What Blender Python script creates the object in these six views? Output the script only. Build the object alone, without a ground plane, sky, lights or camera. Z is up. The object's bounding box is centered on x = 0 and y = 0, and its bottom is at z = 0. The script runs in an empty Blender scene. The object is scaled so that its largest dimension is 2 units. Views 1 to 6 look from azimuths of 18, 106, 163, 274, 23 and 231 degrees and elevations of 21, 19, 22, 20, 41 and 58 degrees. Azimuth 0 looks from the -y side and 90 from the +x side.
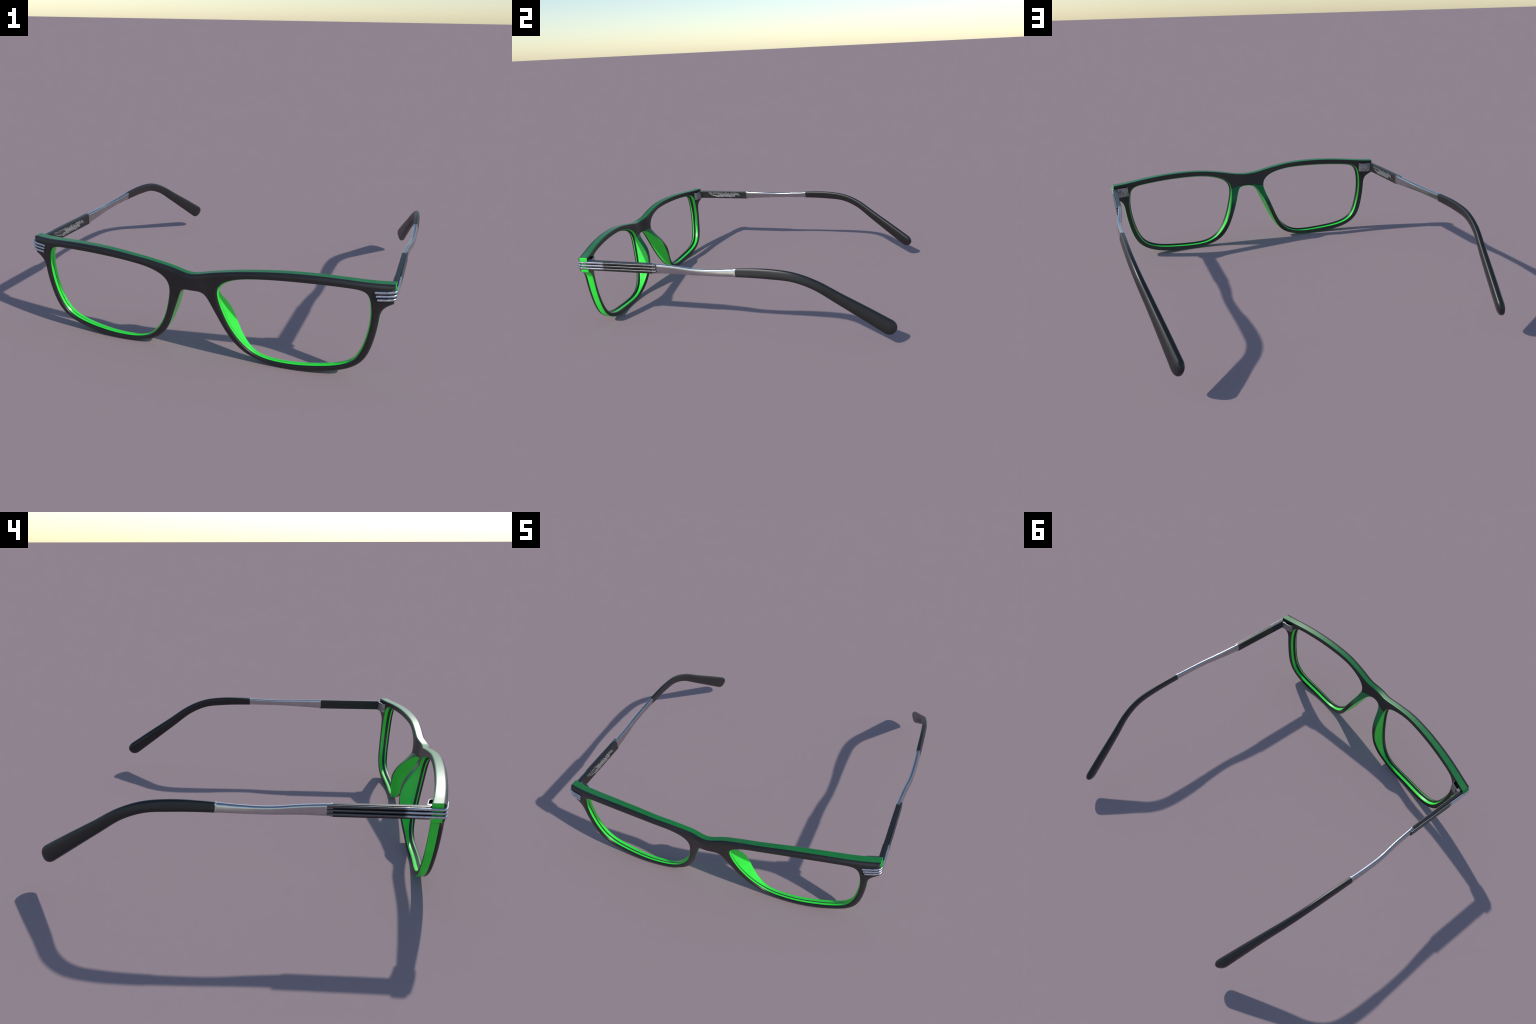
"""Rectangular eyeglasses: laminated black / green front without lenses, integrated nose pads,
black temples with three silver wires, silver shafts and black ear tips.  Metres, z up."""
import bpy, math, random
import numpy as np

random.seed(7)
rng = np.random.default_rng(7)

# ------------------------------------------------------------------ helpers
def bspline(ctrl, closed, m=14):
    """uniform cubic B-spline through a control polygon -> dense polyline"""
    P = np.asarray(ctrl, float)
    Q = np.vstack([P, P[:3]]) if closed else np.vstack([2*P[0]-P[1], P, 2*P[-1]-P[-2]])
    t = np.linspace(0, 1, m, endpoint=False)[:, None]
    B = [(1-t)**3/6, (3*t**3-6*t**2+4)/6, (-3*t**3+3*t**2+3*t+1)/6, t**3/6]
    out = np.vstack([B[0]*Q[i]+B[1]*Q[i+1]+B[2]*Q[i+2]+B[3]*Q[i+3] for i in range(len(Q)-3)])
    return np.vstack([out, out[:1]]) if closed else np.vstack([out, P[-1:]])

def arclen(pl):
    return np.r_[0, np.cumsum(np.linalg.norm(np.diff(pl, axis=0), axis=1))]

def at(pl, s, L=None):
    L = arclen(pl) if L is None else L
    return np.stack([np.interp(s, L, pl[:, k]) for k in range(pl.shape[1])], -1)

def smooth(a, b, x):
    t = np.clip((x-a)/(b-a), 0, 1)
    return t*t*(3-2*t)

def link(ob, parent=None):
    bpy.context.scene.collection.objects.link(ob)
    if parent is not None:
        ob.parent = parent
    return ob

def mesh_object(name, verts, faces, mat, parent, smooth_shade=True, normals=None, angle=None):
    me = bpy.data.meshes.new(name)
    me.from_pydata([tuple(v) for v in verts], [], [tuple(int(i) for i in f) for f in faces])
    me.materials.append(mat)
    me.update()
    me.polygons.foreach_set("use_smooth", [smooth_shade]*len(me.polygons))
    if normals is not None:
        me.normals_split_custom_set_from_vertices([tuple(n) for n in normals])
    elif angle is not None:
        me.set_sharp_from_angle(angle=math.radians(angle))
    ob = bpy.data.objects.new(name, me)
    return link(ob, parent)

# ------------------------------------------------------------------ materials
def material(name, color, rough=.4, metal=0., spec=.5, coat=0., grain=None, bump=None):
    m = bpy.data.materials.new(name)
    m.use_nodes = True
    nt = m.node_tree
    b = nt.nodes["Principled BSDF"]
    b.inputs["Base Color"].default_value = (*color, 1)
    b.inputs["Roughness"].default_value = rough
    b.inputs["Metallic"].default_value = metal
    b.inputs["Specular IOR Level"].default_value = spec
    b.inputs["Coat Weight"].default_value = coat
    tc = nt.nodes.new("ShaderNodeTexCoord")
    if grain:                                   # (scale, low factor, high factor): slight tone variation
        n = nt.nodes.new("ShaderNodeTexNoise")
        n.inputs["Scale"].default_value = grain[0]
        n.inputs["Detail"].default_value = 4
        nt.links.new(tc.outputs["Object"], n.inputs["Vector"])
        r = nt.nodes.new("ShaderNodeMapRange")
        r.inputs["From Min"].default_value = .3
        r.inputs["From Max"].default_value = .7
        r.inputs["To Min"].default_value = grain[1]
        r.inputs["To Max"].default_value = grain[2]
        nt.links.new(n.outputs["Fac"], r.inputs["Value"])
        mix = nt.nodes.new("ShaderNodeMix")
        mix.data_type = 'RGBA'
        mix.blend_type = 'MULTIPLY'
        mix.inputs["Factor"].default_value = 1
        mix.inputs["A"].default_value = (*color, 1)
        nt.links.new(r.outputs["Result"], mix.inputs["B"])
        nt.links.new(mix.outputs["Result"], b.inputs["Base Color"])
    if bump:                                    # (scale, strength, distance)
        n = nt.nodes.new("ShaderNodeTexNoise")
        n.inputs["Scale"].default_value = bump[0]
        n.inputs["Detail"].default_value = 3
        nt.links.new(tc.outputs["Object"], n.inputs["Vector"])
        bp = nt.nodes.new("ShaderNodeBump")
        bp.inputs["Strength"].default_value = bump[1]
        bp.inputs["Distance"].default_value = bump[2]
        nt.links.new(n.outputs["Fac"], bp.inputs["Height"])
        nt.links.new(bp.outputs["Normal"], b.inputs["Normal"])
    return m

def masked(mat, axis, lo, hi, other, name):
    """copy of a material whose colour changes to `other` along one object axis (lo -> hi)"""
    m = mat.copy()
    m.name = name
    nt = m.node_tree
    b = nt.nodes["Principled BSDF"]
    tc = nt.nodes.new("ShaderNodeTexCoord")
    sx = nt.nodes.new("ShaderNodeSeparateXYZ")
    nt.links.new(tc.outputs["Object"], sx.inputs[0])
    r = nt.nodes.new("ShaderNodeMapRange")
    r.inputs["From Min"].default_value = lo
    r.inputs["From Max"].default_value = hi
    nt.links.new(sx.outputs[axis], r.inputs["Value"])
    for sock, val in other.items():
        s = b.inputs[sock]
        mix = nt.nodes.new("ShaderNodeMix")
        if sock == "Base Color":
            mix.data_type = 'RGBA'
            if s.is_linked:
                src = s.links[0].from_socket
                nt.links.new(src, mix.inputs[6])
            else:
                mix.inputs[6].default_value = s.default_value
            mix.inputs[7].default_value = (*val, 1)
            out = mix.outputs[2]
        else:
            mix.inputs[2].default_value = s.default_value
            mix.inputs[3].default_value = val
            out = mix.outputs[0]
        nt.links.new(r.outputs["Result"], mix.inputs[0])
        nt.links.new(out, s)
    return m

GREEN = (.032, .80, .052)
TEAL = (.008, .185, .036)
BLACK = (.014, .0137, .0137)
M_black = material("black_acetate", BLACK, rough=.38, spec=.5, grain=(30, .85, 1.15))
M_green = material("green_layer", GREEN, rough=.3, spec=.5, grain=(14, .93, 1.05), bump=(60, .04, .002))
M_teal = material("dark_green_layer", TEAL, rough=.36, spec=.6, grain=(22, .9, 1.08), bump=(35, .05, .003))
M_lip = material("lens_seat_dark", (.006, .02, .008), rough=.35)
M_pad = masked(M_teal, "Z", .325, .27, {"Base Color": BLACK}, "nose_pad_edge")
M_silver = material("polished_silver", (.50, .50, .51), rough=.2, metal=1., grain=(25, .92, 1.05))
M_hinge = material("hinge_steel", (.36, .36, .37), rough=.48, metal=1., grain=(90, .6, 1.15), bump=(70, .35, .004))
M_wire = masked(material("wire_silver", (.62, .62, .66), rough=.22, metal=1., grain=(70, .75, 1.1), bump=(45, .25, .003)),
                "Y", -.725, -.705, {"Base Color": (.14, .14, .14), "Roughness": .32}, "silver_wire")
M_bar = material("black_bar", (.016, .016, .016), rough=.34, spec=.55, grain=(60, .8, 1.2), bump=(120, .08, .002))
M_tip = material("black_rubber_tip", (.012, .012, .0125), rough=.37, spec=.5, grain=(20, .9, 1.1))
M_print = material("silver_print", (.33, .33, .335), rough=.42, metal=.7, grain=(160, .55, 1.3))
M_emboss = material("black_emboss", (.035, .038, .04), rough=.3)

# ------------------------------------------------------------------ the thing
thing = bpy.data.objects.new("eyeglasses", None)
link(thing)
thing["label"] = "rectangular black eyeglass frame with bright green edges and silver wires"
thing["category"] = "eyeglasses"

# ------------------------------------------------------------------ front frame
# right half (x > 0), seen from the front, in x / z
APERTURE = [(.8464, .3250), (.8390, .4295), (.8155, .4805), (.7360, .4882), (.6003, .4962), (.4345, .4975), (.2775, .4884),
            (.1655, .4560), (.1195, .4025), (.1362, .3142), (.1718, .1986), (.2318, .0970), (.3134, .0358), (.4366, .0279),
            (.5809, .0385), (.7080, .0593), (.7875, .1040), (.8250, .2038)]
LOWER = [(0, .3875), (.0300, .3870), (.0540, .3800), (.0715, .3560), (.0876, .3144), (.1122, .2556), (.1421, .1807), (.1811, .1039),
         (.2377, .0400), (.3282, .0058), (.4337, -.0006), (.5189, .0005), (.5775, .0040), (.6347, .0100), (.7040, .0262),
         (.7755, .0545), (.8328, .1092), (.8604, .1930), (.8745, .2715), (.8808, .3240), (.8826, .3607), (.8940, .4000),
         (.9411, .4243)]
TOP = [(.9411, .5150), (.8800, .5165), (.8248, .5195), (.7129, .5305), (.5945, .5373), (.4622, .5386), (.3240, .5300),
       (.2021, .5122), (.1044, .4909), (.0290, .4765), (0, .4760)]

def hermite(x, K, v):
    """smooth interpolation through (K, v), level at the first knot"""
    K, v = np.array(K), np.array(v)
    m = np.gradient(v, K)
    m[0] = 0
    x = np.asarray(x, float)
    i = np.clip(np.searchsorted(K, x)-1, 0, len(K)-2)
    h = K[i+1]-K[i]
    t = (np.clip(x, K[0], K[-1]+.05)-K[i])/h
    return ((2*t**3-3*t*t+1)*v[i]+(t**3-2*t*t+t)*h*m[i]+(-2*t**3+3*t*t)*v[i+1]+(t**3-t*t)*h*m[i+1])

def mid_y(x, z):
    """middle of the sheet: wrap curve over x, pantoscopic tilt over z"""
    h = z-.3
    return (hermite(x, [0, .1, .2, .33, .5, .68, .83, .95], [-.9608, -.9411, -.9357, -.9365, -.9260, -.8999, -.8731, -.8467])
            + hermite(x, [0, .2, .5, .75, .95], [-.1547, -.1868, -.1286, -.1003, -.0479])*h+.1728*h*h)

def y_front(x, z):
    return mid_y(x, z)-.5*(hermite(x, [0, .15, .5, .95], [.031, .037, .044, .0605])+.034*(z-.3))

def thick(x, z):
    return hermite(x, [0, .15, .5, .95], [.050, .050, .0535, .0610])+.014*(z-.3)

# ridge of the nose pads: y over z
PAD_Z = [-.02, .005, .025, .054, .10, .16, .20, .235, .27, .305, .342, .372, .385, .40]
PAD_Y = [-.875, -.860, -.850, -.841, -.829, -.819, -.8185, -.822, -.832, -.851, -.883, -.910, -.925, -.945]
def pad_bump(x, z):
    over = np.interp(z, PAD_Z, PAD_Y)-(y_front(x, z)+thick(x, z))
    e = .006
    return np.maximum(.5*(over+np.sqrt(over*over+e*e))-.002, 0)*smooth(.46, .34, x)*smooth(.395, .375, z)

ap = bspline(APERTURE, True)
lower = bspline(LOWER, False)
top = bspline(TOP, False)
lower[0, 0] = 0
top[-1, 0] = 0
end_edge = np.array([lower[-1], top[0]])
center = np.array([top[-1], lower[0]])
outer = np.vstack([lower, top, lower[:1]])
Lo, La = arclen(outer), arclen(ap)

# stations that belong together on the outer edge and on the aperture
PAIRS = [((0, .3875), (.1195, .403)), ((.042, .383), (.1225, .384)), ((.0635, .366), (.1275, .360)), ((.083, .325), (.138, .318)), ((.112, .25), (.160, .244)), ((.160, .14), (.193, .160)),
         ((.235, .048), (.262, .066)), ((.38, 0), (.39, .028)), ((.56, .0), (.57, .032)), ((.74, .043), (.715, .060)),
         ((.83, .125), (.795, .125)), ((.868, .25), (.832, .235)), ((.882, .35), (.844, .33)), ((.905, .408), (.843, .395)),
         ((.941, .426), (.838, .425)), ((.941, .516), (.812, .480)), ((.80, .519), (.735, .494)), ((.515, .529), (.50, .500)),
         ((.262, .512), (.265, .488)), ((.12, .493), (.168, .460)), ((0, .476), (.132, .437)), ((0, .43), (.123, .418))]
CORNERS = [k for k, (a, _) in enumerate(PAIRS) if a in ((.941, .426), (.941, .516), (0, .476))]
def near(pl, L, p):
    return L[((pl-np.array(p))**2).sum(1).argmin()]
so = np.array([near(outer[:-1], Lo[:-1], a) for a, _ in PAIRS[:-1]] +
              [Lo[-1]-np.linalg.norm(np.array([0, .43])-outer[-1])])
sa = np.array([near(ap, La, b) for _, b in PAIRS])
# aperture runs anticlockwise in the list starting at the outer side; the outer edge starts at the nose: make both monotone
d = -1 if np.median(np.sign(np.diff(sa))) < 0 else 1
sa = sa*d
for i in range(1, len(sa)):
    while sa[i] < sa[i-1]-1e-6:
        sa[i] += La[-1]
so = np.r_[so, Lo[-1]]
sa = np.r_[sa, sa[0]+La[-1]]
STEP = .0052
S_o, S_a = [], []
i_top = i_c0 = None
corner_idx = []
for k in range(len(so)-1):
    if k in CORNERS:
        corner_idx.append(len(S_o))
    n = max(2, int(round(max(so[k+1]-so[k], sa[k+1]-sa[k])/STEP)))
    S_o += list(np.linspace(so[k], so[k+1], n, endpoint=False))
    S_a += list(np.linspace(sa[k], sa[k+1], n, endpoint=False))
S_o, S_a = np.array(S_o), np.array(S_a)
N = len(S_o)
cLow, cTop, cMid = corner_idx           # endpiece lower corner, upper corner, top centre
O = at(outer, S_o, Lo)
I = at(ap, np.mod(S_a*d, La[-1]), La)
# a light smoothing keeps the correspondence from kinking
def ring_normals(P, closed=True):
    T = np.roll(P, -1, 0)-np.roll(P, 1, 0)
    T /= np.linalg.norm(T, axis=1, keepdims=True)+1e-12
    return np.stack([-T[:, 1], T[:, 0]], -1)
nI = ring_normals(I)
nI *= np.sign(((O-I)*nI).sum(1).mean())               # points into the material
nO = ring_normals(O)
# one sided tangents at the hard corners -> mitred inward vectors
def mitre(i):
    a = O[i]-O[i-2]
    b = O[(i+2) % N]-O[i]
    a, b = a/np.linalg.norm(a), b/np.linalg.norm(b)
    na, nb = np.array([-a[1], a[0]]), np.array([-b[1], b[0]])
    v = na+nb
    return v/(1+na@nb)
for i in (cLow, cTop):
    nO[i] = mitre(i)
sgn = np.sign(((I-O)*nO).sum(1).mean())
nO *= sgn
for i in (cLow-1, cLow+1, cTop-1, cTop+1):            # neighbours use their own straight side
    j = i-1 if i in (cLow-1, cTop-1) else i+1
    nO[i] = nO[j]
wall = np.arange(0, cMid+1)                           # stations that carry an outer wall
nO[0] = (0, 1)
nO[cMid] = (0, -1)
W = np.linalg.norm(O-I, axis=1)

bump = pad_bump(.5*(O[:, 0]+I[:, 0]), .5*(O[:, 1]+I[:, 1]))
nose = np.zeros(N, bool)
nose[:N//2] = True
nose[int(N*.9):] = True
bump = np.where(nose, bump, 0)
bump[cMid:] = bump[cMid:]*0
for _ in range(12):
    bump = .25*np.roll(bump, 1)+.5*bump+.25*np.roll(bump, -1)
bump[cMid:] = 0
RF, RB = .013, .006
rfo = np.minimum(.0165, .34*thick(O[:, 0], O[:, 1]))
rb = RB+.002*smooth(0, .04, bump)
rbo = RB+.001*smooth(0, .04, bump)
rbo[:N//4] += .010*smooth(.085, .03, O[:N//4, 0])           # softer lower edge behind the bridge
rbo[cMid+2:] = rbo[0]

verts, tags = [], []
def add(xz, depth, extra=0):
    """points at distance `depth` behind the front surface"""
    y = y_front(xz[:, 0], xz[:, 1])+depth
    b = len(verts)
    verts.extend(np.stack([xz[:, 0], y, xz[:, 1]], -1))
    return np.arange(b, b+len(xz))

def thickness(xz, k=slice(None)):
    return thick(xz[:, 0], xz[:, 1])+bump[k]

quads = {"front": [], "core": [], "lip": [], "back": [], "top": []}
def strip(a, b, kind, closed):
    """quads between two neighbouring rings; an open ring is the outer wall, whose upper run is the top edge"""
    n = len(a)
    base = kind
    for i in range(n if closed else n-1):
        j = (i+1) % n
        kind = "top" if base == "core" and not closed and i >= cTop else base
        quads[kind].append((a[i], a[j], b[j], b[i], min(bump[i], bump[j % len(bump)])))

def offset_outer(o):
    """outer edge moved into the material; stations closer to an endpiece corner than the offset collapse onto its mitre"""
    o = np.broadcast_to(np.asarray(o, float), (N,))
    P = O+nO*o[:, None]
    cl, ct = P[cLow].copy(), P[cTop].copy()
    k = np.arange(cLow-14, cLow)
    P[k[P[k, 0] > cl[0]]] = cl
    k = np.arange(cTop+1, cTop+15)
    P[k[P[k, 0] > ct[0]]] = ct
    k = np.arange(cLow+1, cTop)
    P[k, 1] = np.clip(P[k, 1], cl[1], ct[1])
    P[k, 0] = np.interp(P[k, 1], [cl[1], ct[1]], [cl[0], ct[0]])
    P[[0, cMid], 0] = 0
    return P

# outer offset rings (zero offset on the centre line)
def outer_ring(off):
    P = offset_outer(off)
    m = np.arange(cMid, N)
    z0, z1 = P[cMid, 1], P[0, 1]
    f = (O[m, 1]-O[cMid, 1])/(O[0, 1]-O[cMid, 1])
    P[m, 0] = 0
    P[m, 1] = z0+(z1-z0)*f
    P[0, 0] = 0
    return P

ARC = 5
LIP = .004                              # front lip: black up to here, then a green slope to the crest
FO = outer_ring(rfo)
FI = I+nI*RF
MF = 8
front_rings = []
for k in range(MF+1):
    t = k/MF
    t = .5-.5*math.cos(math.pi*t)*.5-.5*(1-2*t)*.5       # a little denser at the rims
    front_rings.append(add(FI*(1-t)+FO*t, 0))
for k in range(MF):
    strip(front_rings[k], front_rings[k+1], "front", True)
# inner wall, front to back
prev = front_rings[0]
for k in range(1, ARC+1):
    a = k/ARC*math.pi/2
    r = add(I+nI*(RF+(LIP-RF)*math.sin(a)), RF*(1-math.cos(a)))
    strip(r, prev, "front", True)
    prev = r
D_i = thickness(I)
D_0 = thick(I[:, 0], I[:, 1])
for off, dep, kind in ((LIP-.0008, RF+.001, "core"), (-.0020, .41*D_0, "core"), (-.0020, .44*D_0, "lip"), (.005, .60*D_0, "lip"), (.0065, .64*D_0, "lip")):
    r = add(I+nI*off, dep)
    strip(r, prev, kind, True)
    prev = r
OFFB = .0065
SPLAY = .13*bump                       # the pads lean away from the nose towards their ridge
padded = bump > .004
for f in (.35, .7, 1.):
    r = add(I+nI*(OFFB-SPLAY*f)[:, None], .64*D_0+(D_i-rb-.64*D_0)*f)
    strip(r, prev, "core", True)
    prev = r
BI_off = OFFB+rb-SPLAY
for k in range(1, ARC+1):
    a = k/ARC*math.pi/2
    r = add(I+nI*(OFFB-SPLAY+rb*(1-math.cos(a)))[:, None], D_i-rb*(1-math.sin(a)))
    strip(r, prev, "core" if k < 4 else "back", True)
    prev = r
# back face
BO = outer_ring(rbo+SPLAY)
BI = I+nI*BI_off[:, None]
back_rings = [prev]
D_o = thickness(O)
D_o[cMid:] = thickness(O)[cMid:]
for k in range(1, MF+1):
    t = k/MF
    back_rings.append(add(BI*(1-t)+BO*t, D_i*(1-t)+D_o*t))
for k in range(MF):
    strip(back_rings[k+1], back_rings[k], "back", True)
# outer wall, front to back
w = wall
prev = front_rings[-1][w]
for k in range(1, ARC+1):
    a = k/ARC*math.pi/2
    P = offset_outer(rfo*(1-math.sin(a)))
    r = add(P[w], rfo[w]*(1-math.cos(a)))
    strip(prev, r, "front" if k < ARC else "front", False)
    prev = r
for f in (.06, .4, .75, 1.):
    P = offset_outer(SPLAY*(f if f > .06 else 0))
    r = add(P[w], (rfo[w]+.004)+(D_o[w]-rbo[w]-rfo[w]-.004)*f if f > .06 else rfo[w]+.004)
    strip(prev, r, "front" if f == .06 else "core", False)
    prev = r
for k in range(1, ARC):
    a = k/ARC*math.pi/2
    P = offset_outer(SPLAY+rbo*(1-math.cos(a)))
    r = add(P[w], D_o[w]-rbo[w]*(1-math.sin(a)))
    strip(prev, r, "core" if k < 4 else "back", False)
    prev = r
strip(prev, back_rings[-1][w], "back", False)

V = np.array(verts)
# the end face of the endpiece is green right up to the front face; nose pad faces become their own part
def regroup():
    out = {k: [] for k in quads}
    ends = set()
    for kind, fs in quads.items():
        for f in fs:
            bmp = f[4]
            f = f[:4]
            c = V[list(f)].mean(0)
            k2 = kind
            if kind == "front" and c[0] > .9395:
                k2 = "core"
            if kind in ("core", "back") and bmp > .002 and c[1] > y_front(c[0], c[2])+.62*thick(c[0], c[2]):
                k2 = "pad_back" if kind == "back" else "pad_side"
            out.setdefault(k2, []).append(f)
    return out
groups = regroup()
# mirror, weld on x = 0
nV = len(V)
mirror = np.arange(nV)+nV
V2 = V*np.array([-1, 1, 1])
on_axis = np.abs(V[:, 0]) < 1e-5
V[on_axis, 0] = 0
mirror[on_axis] = np.arange(nV)[on_axis]
ALL = np.vstack([V, V2])
# orientation: front faces must look to -y
f0 = groups["front"][0]
nrm = np.cross(V[f0[1]]-V[f0[0]], V[f0[2]]-V[f0[1]])
flip = nrm[1] > 0
def both(fs):
    A = np.array(fs)
    if flip:
        A = A[:, ::-1]
    return A, mirror[A][:, ::-1]
every = np.vstack([np.vstack(both(g)) for g in groups.values() if len(g)])
P0, P1, P2, P3 = (ALL[every[:, k]] for k in range(4))
fn = np.cross(P2-P0, P3-P1)                            # area weighted
VN = np.zeros_like(ALL)
for k in range(4):
    np.add.at(VN, every[:, k], fn)
VN /= np.linalg.norm(VN, axis=1, keepdims=True)+1e-12

def part(name, faces, mat, parent):
    faces = np.asarray(faces)
    idx, inv = np.unique(faces, return_inverse=True)
    inv = inv.reshape(faces.shape)
    return mesh_object(name, ALL[idx], inv, mat, parent, True, VN[idx])

def stack2(*kinds):
    A = [both(groups[k]) for k in kinds if len(groups.get(k, []))]
    return np.vstack([a for a, _ in A]), np.vstack([b for _, b in A])

front = part("frame_front", np.vstack(stack2("front")), M_black, thing)
part("green_core", np.vstack(stack2("core")), M_green, front)
part("top_edge", np.vstack(stack2("top")), M_teal, front)
part("back_layer", np.vstack(stack2("back")), M_black, front)
for fs, side in zip(stack2("lip"), (1, -1)):
    part("lens_groove", fs, M_lip, front)
for fs, fb in zip(stack2("pad_side"), stack2("pad_back")):
    pad = part("nose_pad", fs, M_green, front)
    part("pad_edge", fb, M_pad, pad)

# ------------------------------------------------------------------ swept bars
def sweep(C, h, w, tw, expo, na=32, cap0=0., cap1=0.):
    """superellipse section (half height h, half width w, lean tw) along a spine; rounded or flat caps"""
    C = np.asarray(C, float)
    T = np.gradient(C, axis=0)
    T /= np.linalg.norm(T, axis=1, keepdims=True)
    S = np.cross(T, [0, 0, 1.])
    S /= np.linalg.norm(S, axis=1, keepdims=True)
    U = np.cross(S, T)
    tw = np.asarray(tw)[:, None]
    S2, U2 = np.cos(tw)*S+np.sin(tw)*U, np.cos(tw)*U-np.sin(tw)*S
    a = (np.arange(na)+.5)/na*2*math.pi
    rings = []
    def ring(i, k, shift):
        e = 2/expo[i]
        ca = np.sign(np.cos(a))*abs(np.cos(a))**e
        sa_ = np.sign(np.sin(a))*abs(np.sin(a))**e
        return C[i]+T[i]*shift+S2[i]*(w[i]*k*ca)[:, None]+U2[i]*(h[i]*k*sa_)[:, None]
    if cap0 > 0:
        for q in np.linspace(.08, 1, 6)[:-1]:
            rings.append(ring(0, math.sqrt(1-(1-q)**2), -cap0*(1-q)))
    n = len(C)
    for i in range(n):
        rings.append(ring(i, 1, 0))
    if cap1 > 0:
        for q in np.linspace(1, .05, 9)[1:]:
            rings.append(ring(n-1, (1-(1-q)**2.1)**(1/2.1), cap1*(1-q)))
    X = np.vstack(rings)
    R = len(rings)
    F = []
    for r in range(R-1):
        for k in range(na):
            F.append((r*na+k, r*na+(k+1) % na, (r+1)*na+(k+1) % na, (r+1)*na+k))
    F.append(tuple(range(na))[::-1])
    F.append(tuple((R-1)*na+k for k in range(na)))
    return X, F

def mirrored(X, F, s):
    if s > 0:
        return X, F
    return X*np.array([-1, 1, 1]), [tuple(f)[::-1] for f in F]

# spine stations of the right temple (from the end of the black bar to the ear tip)
SPINE = [(.932, -.396, .4682), (.9388, -.26, .4695), (.951, -.1224, .468), (.9525, .0194, .471), (.948, .1639, .476),
         (.9424, .3069, .4744), (.9329, .4415, .4588), (.9134, .5627, .4104), (.8814, .6855, .3279), (.8468, .8234, .2353),
         (.8113, .9685, .1363)]
HALF_H = [.0300, .0245, .0198, .0212, .0255, .0290, .0275, .0278, .0318, .0385, .0448]
HALF_W = [.0120, .0118, .0118, .0118, .0122, .0128, .0140, .0158, .0178, .0200, .0212]
LEAN = [.03, .06, .12, .18, .20, .20, .22, .20, .17, .21, .27]

def catmull(P, m=14):
    P = np.asarray(P, float)
    Q = np.vstack([2*P[0]-P[1], P, 2*P[-1]-P[-2]])
    out = []
    for i in range(1, len(Q)-2):
        t = np.linspace(0, 1, m, endpoint=False)[:, None]
        p0, p1, p2, p3 = Q[i-1:i+3]
        out.append(.5*(2*p1+(p2-p0)*t+(2*p0-5*p1+4*p2-p3)*t**2+(3*p1-p0-3*p2+p3)*t**3))
    return np.vstack(out+[P[-1:]])
SPINE = [(x+.003*float(smooth(-.396, -.1, y)), y, z) for x, y, z in SPINE]
full = catmull(np.column_stack([SPINE, HALF_H, HALF_W, LEAN]))
J2 = .113                                              # joint of silver shaft and ear tip
def cut(y0, y1, n):
    y = np.linspace(y0, y1, n)
    return np.stack([np.interp(y, full[:, 1], full[:, k]) for k in range(6)], -1)

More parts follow.
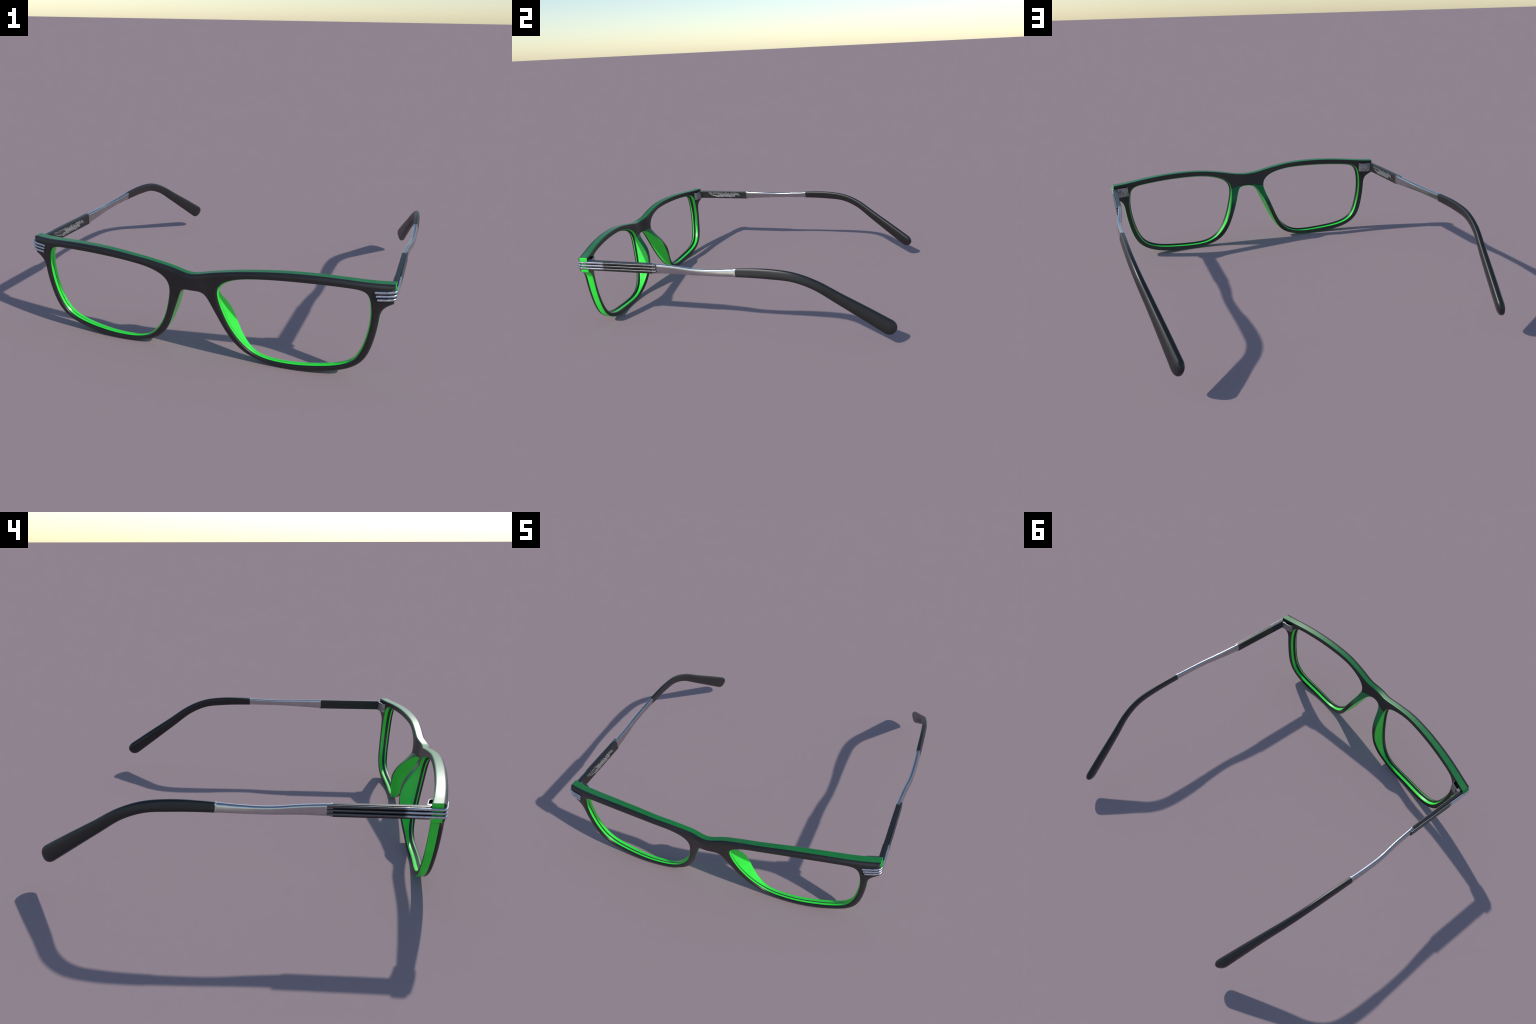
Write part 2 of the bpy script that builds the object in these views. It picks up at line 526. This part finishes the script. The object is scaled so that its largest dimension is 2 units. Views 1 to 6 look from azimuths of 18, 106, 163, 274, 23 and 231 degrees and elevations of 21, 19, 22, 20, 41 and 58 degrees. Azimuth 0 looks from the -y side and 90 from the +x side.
WIRE_Z = (.4895, .4715, .4535)
for s in (1, -1):
    # black bar next to the hinge
    yb0, yb1 = -.818, -.396
    n = 24
    y = np.linspace(yb0, yb1, n)
    f = (y-yb0)/(yb1-yb0)
    C = np.stack([.9305+.0015*f, y, .4680+0*f], -1)
    X, F = sweep(C, .0305+0*f, .0120-.0006*f, 0*f, 9+0*f, na=48)
    bar = mesh_object("temple", *mirrored(X, F, s), M_bar, thing, True, angle=40)
    # silver shaft
    K = cut(-.3965, J2+.004, 60)
    X, F = sweep(K[:, :3], K[:, 3]*.985, K[:, 4]*.97, K[:, 5], np.full(60, 3.4), na=48)
    mesh_object("silver_shaft", *mirrored(X, F, s), M_silver, bar, True, angle=50)
    # thin collar plates at both ends of the shaft
    for ya, yb2, g in ((-.400, -.390, 1.03), (J2-.004, J2+.004, 1.02)):
        K = cut(max(ya, -.396), yb2, 4)
        K[:, 1] = np.linspace(ya, yb2, 4)
        X, F = sweep(K[:, :3], K[:, 3]*g, K[:, 4]*g, K[:, 5], np.full(4, 6.), na=40)
        mesh_object("shaft_collar", *mirrored(X, F, s), M_silver, bar, True, angle=40)
    # ear tip
    K = cut(J2+.002, .953, 110)
    X, F = sweep(K[:, :3], K[:, 3]*1.0, K[:, 4]*1.03, K[:, 5], np.interp(np.arange(110), [0, 25, 109], [4.5, 3, 2.6]), na=48, cap1=.050)
    mesh_object("ear_tip", *mirrored(X, F, s), M_tip, bar, True, angle=60)

    # three wires: along the bar, round the endpiece corner, over the front
    for k, zw in enumerate(WIRE_Z):
        x_end = .853+.007*k
        xo, yc, R = .9475, -.884, .020
        path = [(xo-.001, -.374, zw+.001), (xo-.0005, -.5, zw+.0006), (xo, -.65, zw), (xo, -.80, zw-.0005), (xo, -.845, zw-.001)]
        zf = zw-.0055
        ye = float(y_front(xo-R, zf))-.0035                # where the bend meets the front
        for a in np.linspace(0, math.pi/2, 6)[:-1]:
            path.append((xo-R*(1-math.cos(a)), ye+.003+R-R*math.sin(a), zw-.001+(zf-zw+.001)*a/1.6))
        for x in (.912, .885, x_end):
            path.append((x, float(y_front(x, zf))-.0035, zf-.0015*(xo-R-x)/.06))
        P = catmull(path, 6)
        m = len(P)
        r_ = np.full(m, .0062)
        Tm = np.linspace(0, 1, m)
        T = np.gradient(P, axis=0)
        T /= np.linalg.norm(T, axis=1, keepdims=True)
        up = np.array([0, 0, 1.])
        S = np.cross(T, up)
        S /= np.linalg.norm(S, axis=1, keepdims=True)
        U = np.cross(S, T)
        na = 14
        a = np.arange(na)/na*2*math.pi
        X = (P[:, None]+S[:, None]*(.0058*np.cos(a))[None, :, None]+U[:, None]*(.0066*np.sin(a))[None, :, None])
        X = X+(rng.normal(0, .00035, (m, 1, 1))*S[:, None])
        X = X.reshape(-1, 3)
        F = []
        for r in range(m-1):
            for q in range(na):
                F.append((r*na+q, (r+1)*na+q, (r+1)*na+(q+1) % na, r*na+(q+1) % na))
        F.append(tuple(range(na)))
        F.append(tuple((m-1)*na+q for q in range(na))[::-1])
        mesh_object("silver_wire", *mirrored(X, F, s), M_wire, bar, True, angle=50)

    # hinge plate: folded steel sheet on the back of the endpiece, with an embossed screw
    prof = [(.846, .000), (.848, .014), (.853, .019), (.885, .021), (.921, .0215)]
    zt, zb = .496, .4365
    def back_y(x, z):
        return y_front(x, z)+thick(x, z)
    base = np.array([(x, back_y(x, .468)+dy) for x, dy in prof])
    inn = []
    for i in range(len(base)):
        t = base[min(i+1, len(base)-1)]-base[max(i-1, 0)]
        t /= np.linalg.norm(t)
        nn = np.array([t[1], -t[0]])
        inn.append(base[i]+nn*.003)
    inn = np.array(inn)
    loop = np.vstack([base, inn[::-1]])
    nl = len(loop)
    zz = [zb, zb+.003, zt-.003, zt]
    X = np.vstack([np.column_stack([loop, np.full(nl, z)]) for z in zz])
    F = []
    for r in range(3):
        for q in range(nl):
            F.append((r*nl+q, r*nl+(q+1) % nl, (r+1)*nl+(q+1) % nl, (r+1)*nl+q))
    for r, rev in ((0, True), (3, False)):
        m2 = len(base)
        for q in range(m2-1):
            f = (r*nl+q, r*nl+q+1, r*nl+nl-2-q, r*nl+nl-1-q)
            F.append(f[::-1] if rev else f)
    hp = mesh_object("hinge_plate", *mirrored(X, F, s), M_hinge, front, True, angle=35)
    # screw boss
    cx, cz = .886, .468
    cy = back_y(cx, cz)+.0205
    X, F = [], []
    na = 24
    for rr, dy in ((.0165, -.002), (.0165, .0016), (.0150, .003), (.0050, .003), (.0042, .0012), (.0001, .0008)):
        for q in range(na):
            a = q/na*2*math.pi
            X.append((cx+rr*math.cos(a), cy+dy+.5*rr*math.cos(a), cz+rr*1.1*math.sin(a)))
    for r in range(5):
        for q in range(na):
            F.append((r*na+q, (r+1)*na+q, (r+1)*na+(q+1) % na, r*na+(q+1) % na))
    mesh_object("hinge_screw", *mirrored(np.array(X), F, s), M_hinge, hp, True, angle=35)

    # inner block of the hinge between plate and bar
    X = np.array([(x, yy, z) for z in (.441, .495) for x, yy in ((.900, -.845), (.921, -.845), (.921, -.806), (.900, -.812))])
    F = [(3, 2, 1, 0), (4, 5, 6, 7), (0, 1, 5, 4), (1, 2, 6, 5), (2, 3, 7, 6), (3, 0, 4, 7)]
    mesh_object("hinge_knuckle", *mirrored(X, F, s), M_hinge, front, False)

# ------------------------------------------------------------------ writing on the inner faces of the temples
def tube(points, r, mat, name, parent, flat=.6):
    P = catmull(points, 5)
    T = np.gradient(P, axis=0)
    T /= np.linalg.norm(T, axis=1, keepdims=True)+1e-9
    B = np.tile(np.array([1., 0, 0]), (len(P), 1))
    S = np.cross(T, B)
    S /= np.linalg.norm(S, axis=1, keepdims=True)+1e-9
    na = 6
    a = np.arange(na)/na*2*math.pi
    X = (P[:, None]+S[:, None]*(r*np.cos(a))[None, :, None]+B[:, None]*(r*flat*np.sin(a))[None, :, None]).reshape(-1, 3)
    m = len(P)
    F = []
    for i in range(m-1):
        for q in range(na):
            F.append((i*na+q, i*na+(q+1) % na, (i+1)*na+(q+1) % na, (i+1)*na+q))
    F.append(tuple(range(na))[::-1])
    F.append(tuple((m-1)*na+q for q in range(na)))
    return X, F

def merge(parts):
    X, F, b = [], [], 0
    for x, f in parts:
        X.append(x)
        F += [tuple(i+b for i in q) for q in f]
        b += len(x)
    return np.vstack(X), F

bars = [o for o in thing.children if o.name.startswith("temple")]
bar_r = [o for o in bars if o.data.vertices[0].co.x > 0][0]
bar_l = [o for o in bars if o.data.vertices[0].co.x < 0][0]
xin_l = -(.9305-.0121)
# left temple: two lines of slanted silver handwriting that run into each other
def script_line(y0, y1, z0, amp, loops, x, lean, seed):
    """looping pen stroke with uneven letter heights, widths and gaps"""
    r = np.random.default_rng(seed)
    cells = .5+r.random(loops)
    edge = y0+(y1-y0)*np.r_[0, np.cumsum(cells)]/cells.sum()
    pts = []
    for k in range(loops):
        hgt = amp*r.uniform(.45, 1.15)
        drop = amp*r.uniform(.4, 1.1)
        wob = r.normal(0, amp*.15)
        for i in range(8):
            ph = 2*math.pi*i/8
            zz = z0+wob+(hgt if math.sin(ph) > 0 else drop)*math.sin(ph)
            yy = edge[k]+(edge[k+1]-edge[k])*i/8+.45*(edge[k+1]-edge[k])*math.cos(ph)
            pts.append((x, yy+lean*(zz-z0), zz))
    return pts
xs = xin_l
strokes = [(script_line(-.742, -.640, .4855, .0055, 6, xs, .35, 1), .0015), (script_line(-.655, -.465, .4800, .0075, 11, xs, .35, 2), .0020),
           (script_line(-.640, -.500, .4665, .0085, 12, xs, .35, 3), .0026), (script_line(-.660, -.500, .4595, .0075, 13, xs, .30, 5), .0028),
           (script_line(-.675, -.520, .4555, .0045, 12, xs, .30, 6), .0026), (script_line(-.52, -.455, .4720, .0100, 4, xs, .45, 8), .0018),
           ([(xs, -.725, .470), (xs, -.695, .460), (xs, -.660, .4555), (xs, -.62, .4575)], .0022),
           ([(xs, -.705, .4655), (xs, -.680, .4625), (xs, -.64, .4635)], .0018),
           ([(xs, -.745, .4785), (xs, -.715, .4735), (xs, -.66, .4755)], .0012)]
X, F = merge([tube(pts, r_, M_print, "", None) for pts, r_ in strokes])
wr = mesh_object("lettering", X, F, M_print, bar_l, True)
wr["kind"] = "stuff"
# right temple: faint tone-in-tone relief and fine ribs next to the hinge
xr = .9305-.0120
parts = [tube(script_line(-.665, -.46, .4765, .009, 12, xr, .3, 4), .0011, M_emboss, "", None),
         tube([(xr, -.455, .462), (xr, -.4548, .472), (xr, -.4545, .488)], .0012, M_emboss, "", None)]
a = np.linspace(0, 2*math.pi, 13)
parts.append(tube([(xr, -.683+.016*math.cos(q), .473+.012*math.sin(q)) for q in a], .0012, M_emboss, "", None))
X, F = merge(parts)
wr = mesh_object("lettering", X, F, M_emboss, bar_r, True)
wr["kind"] = "stuff"
ribs = [tube([(xr, -.812, z), (xr, -.76, z), (xr, -.712, z)], .0015, M_emboss, "", None, 1.3) for z in np.linspace(.446, .490, 9)]
X, F = merge(ribs)
rb_ = mesh_object("rib", X, F, M_emboss, bar_r, True)
rb_["kind"] = "stuff"
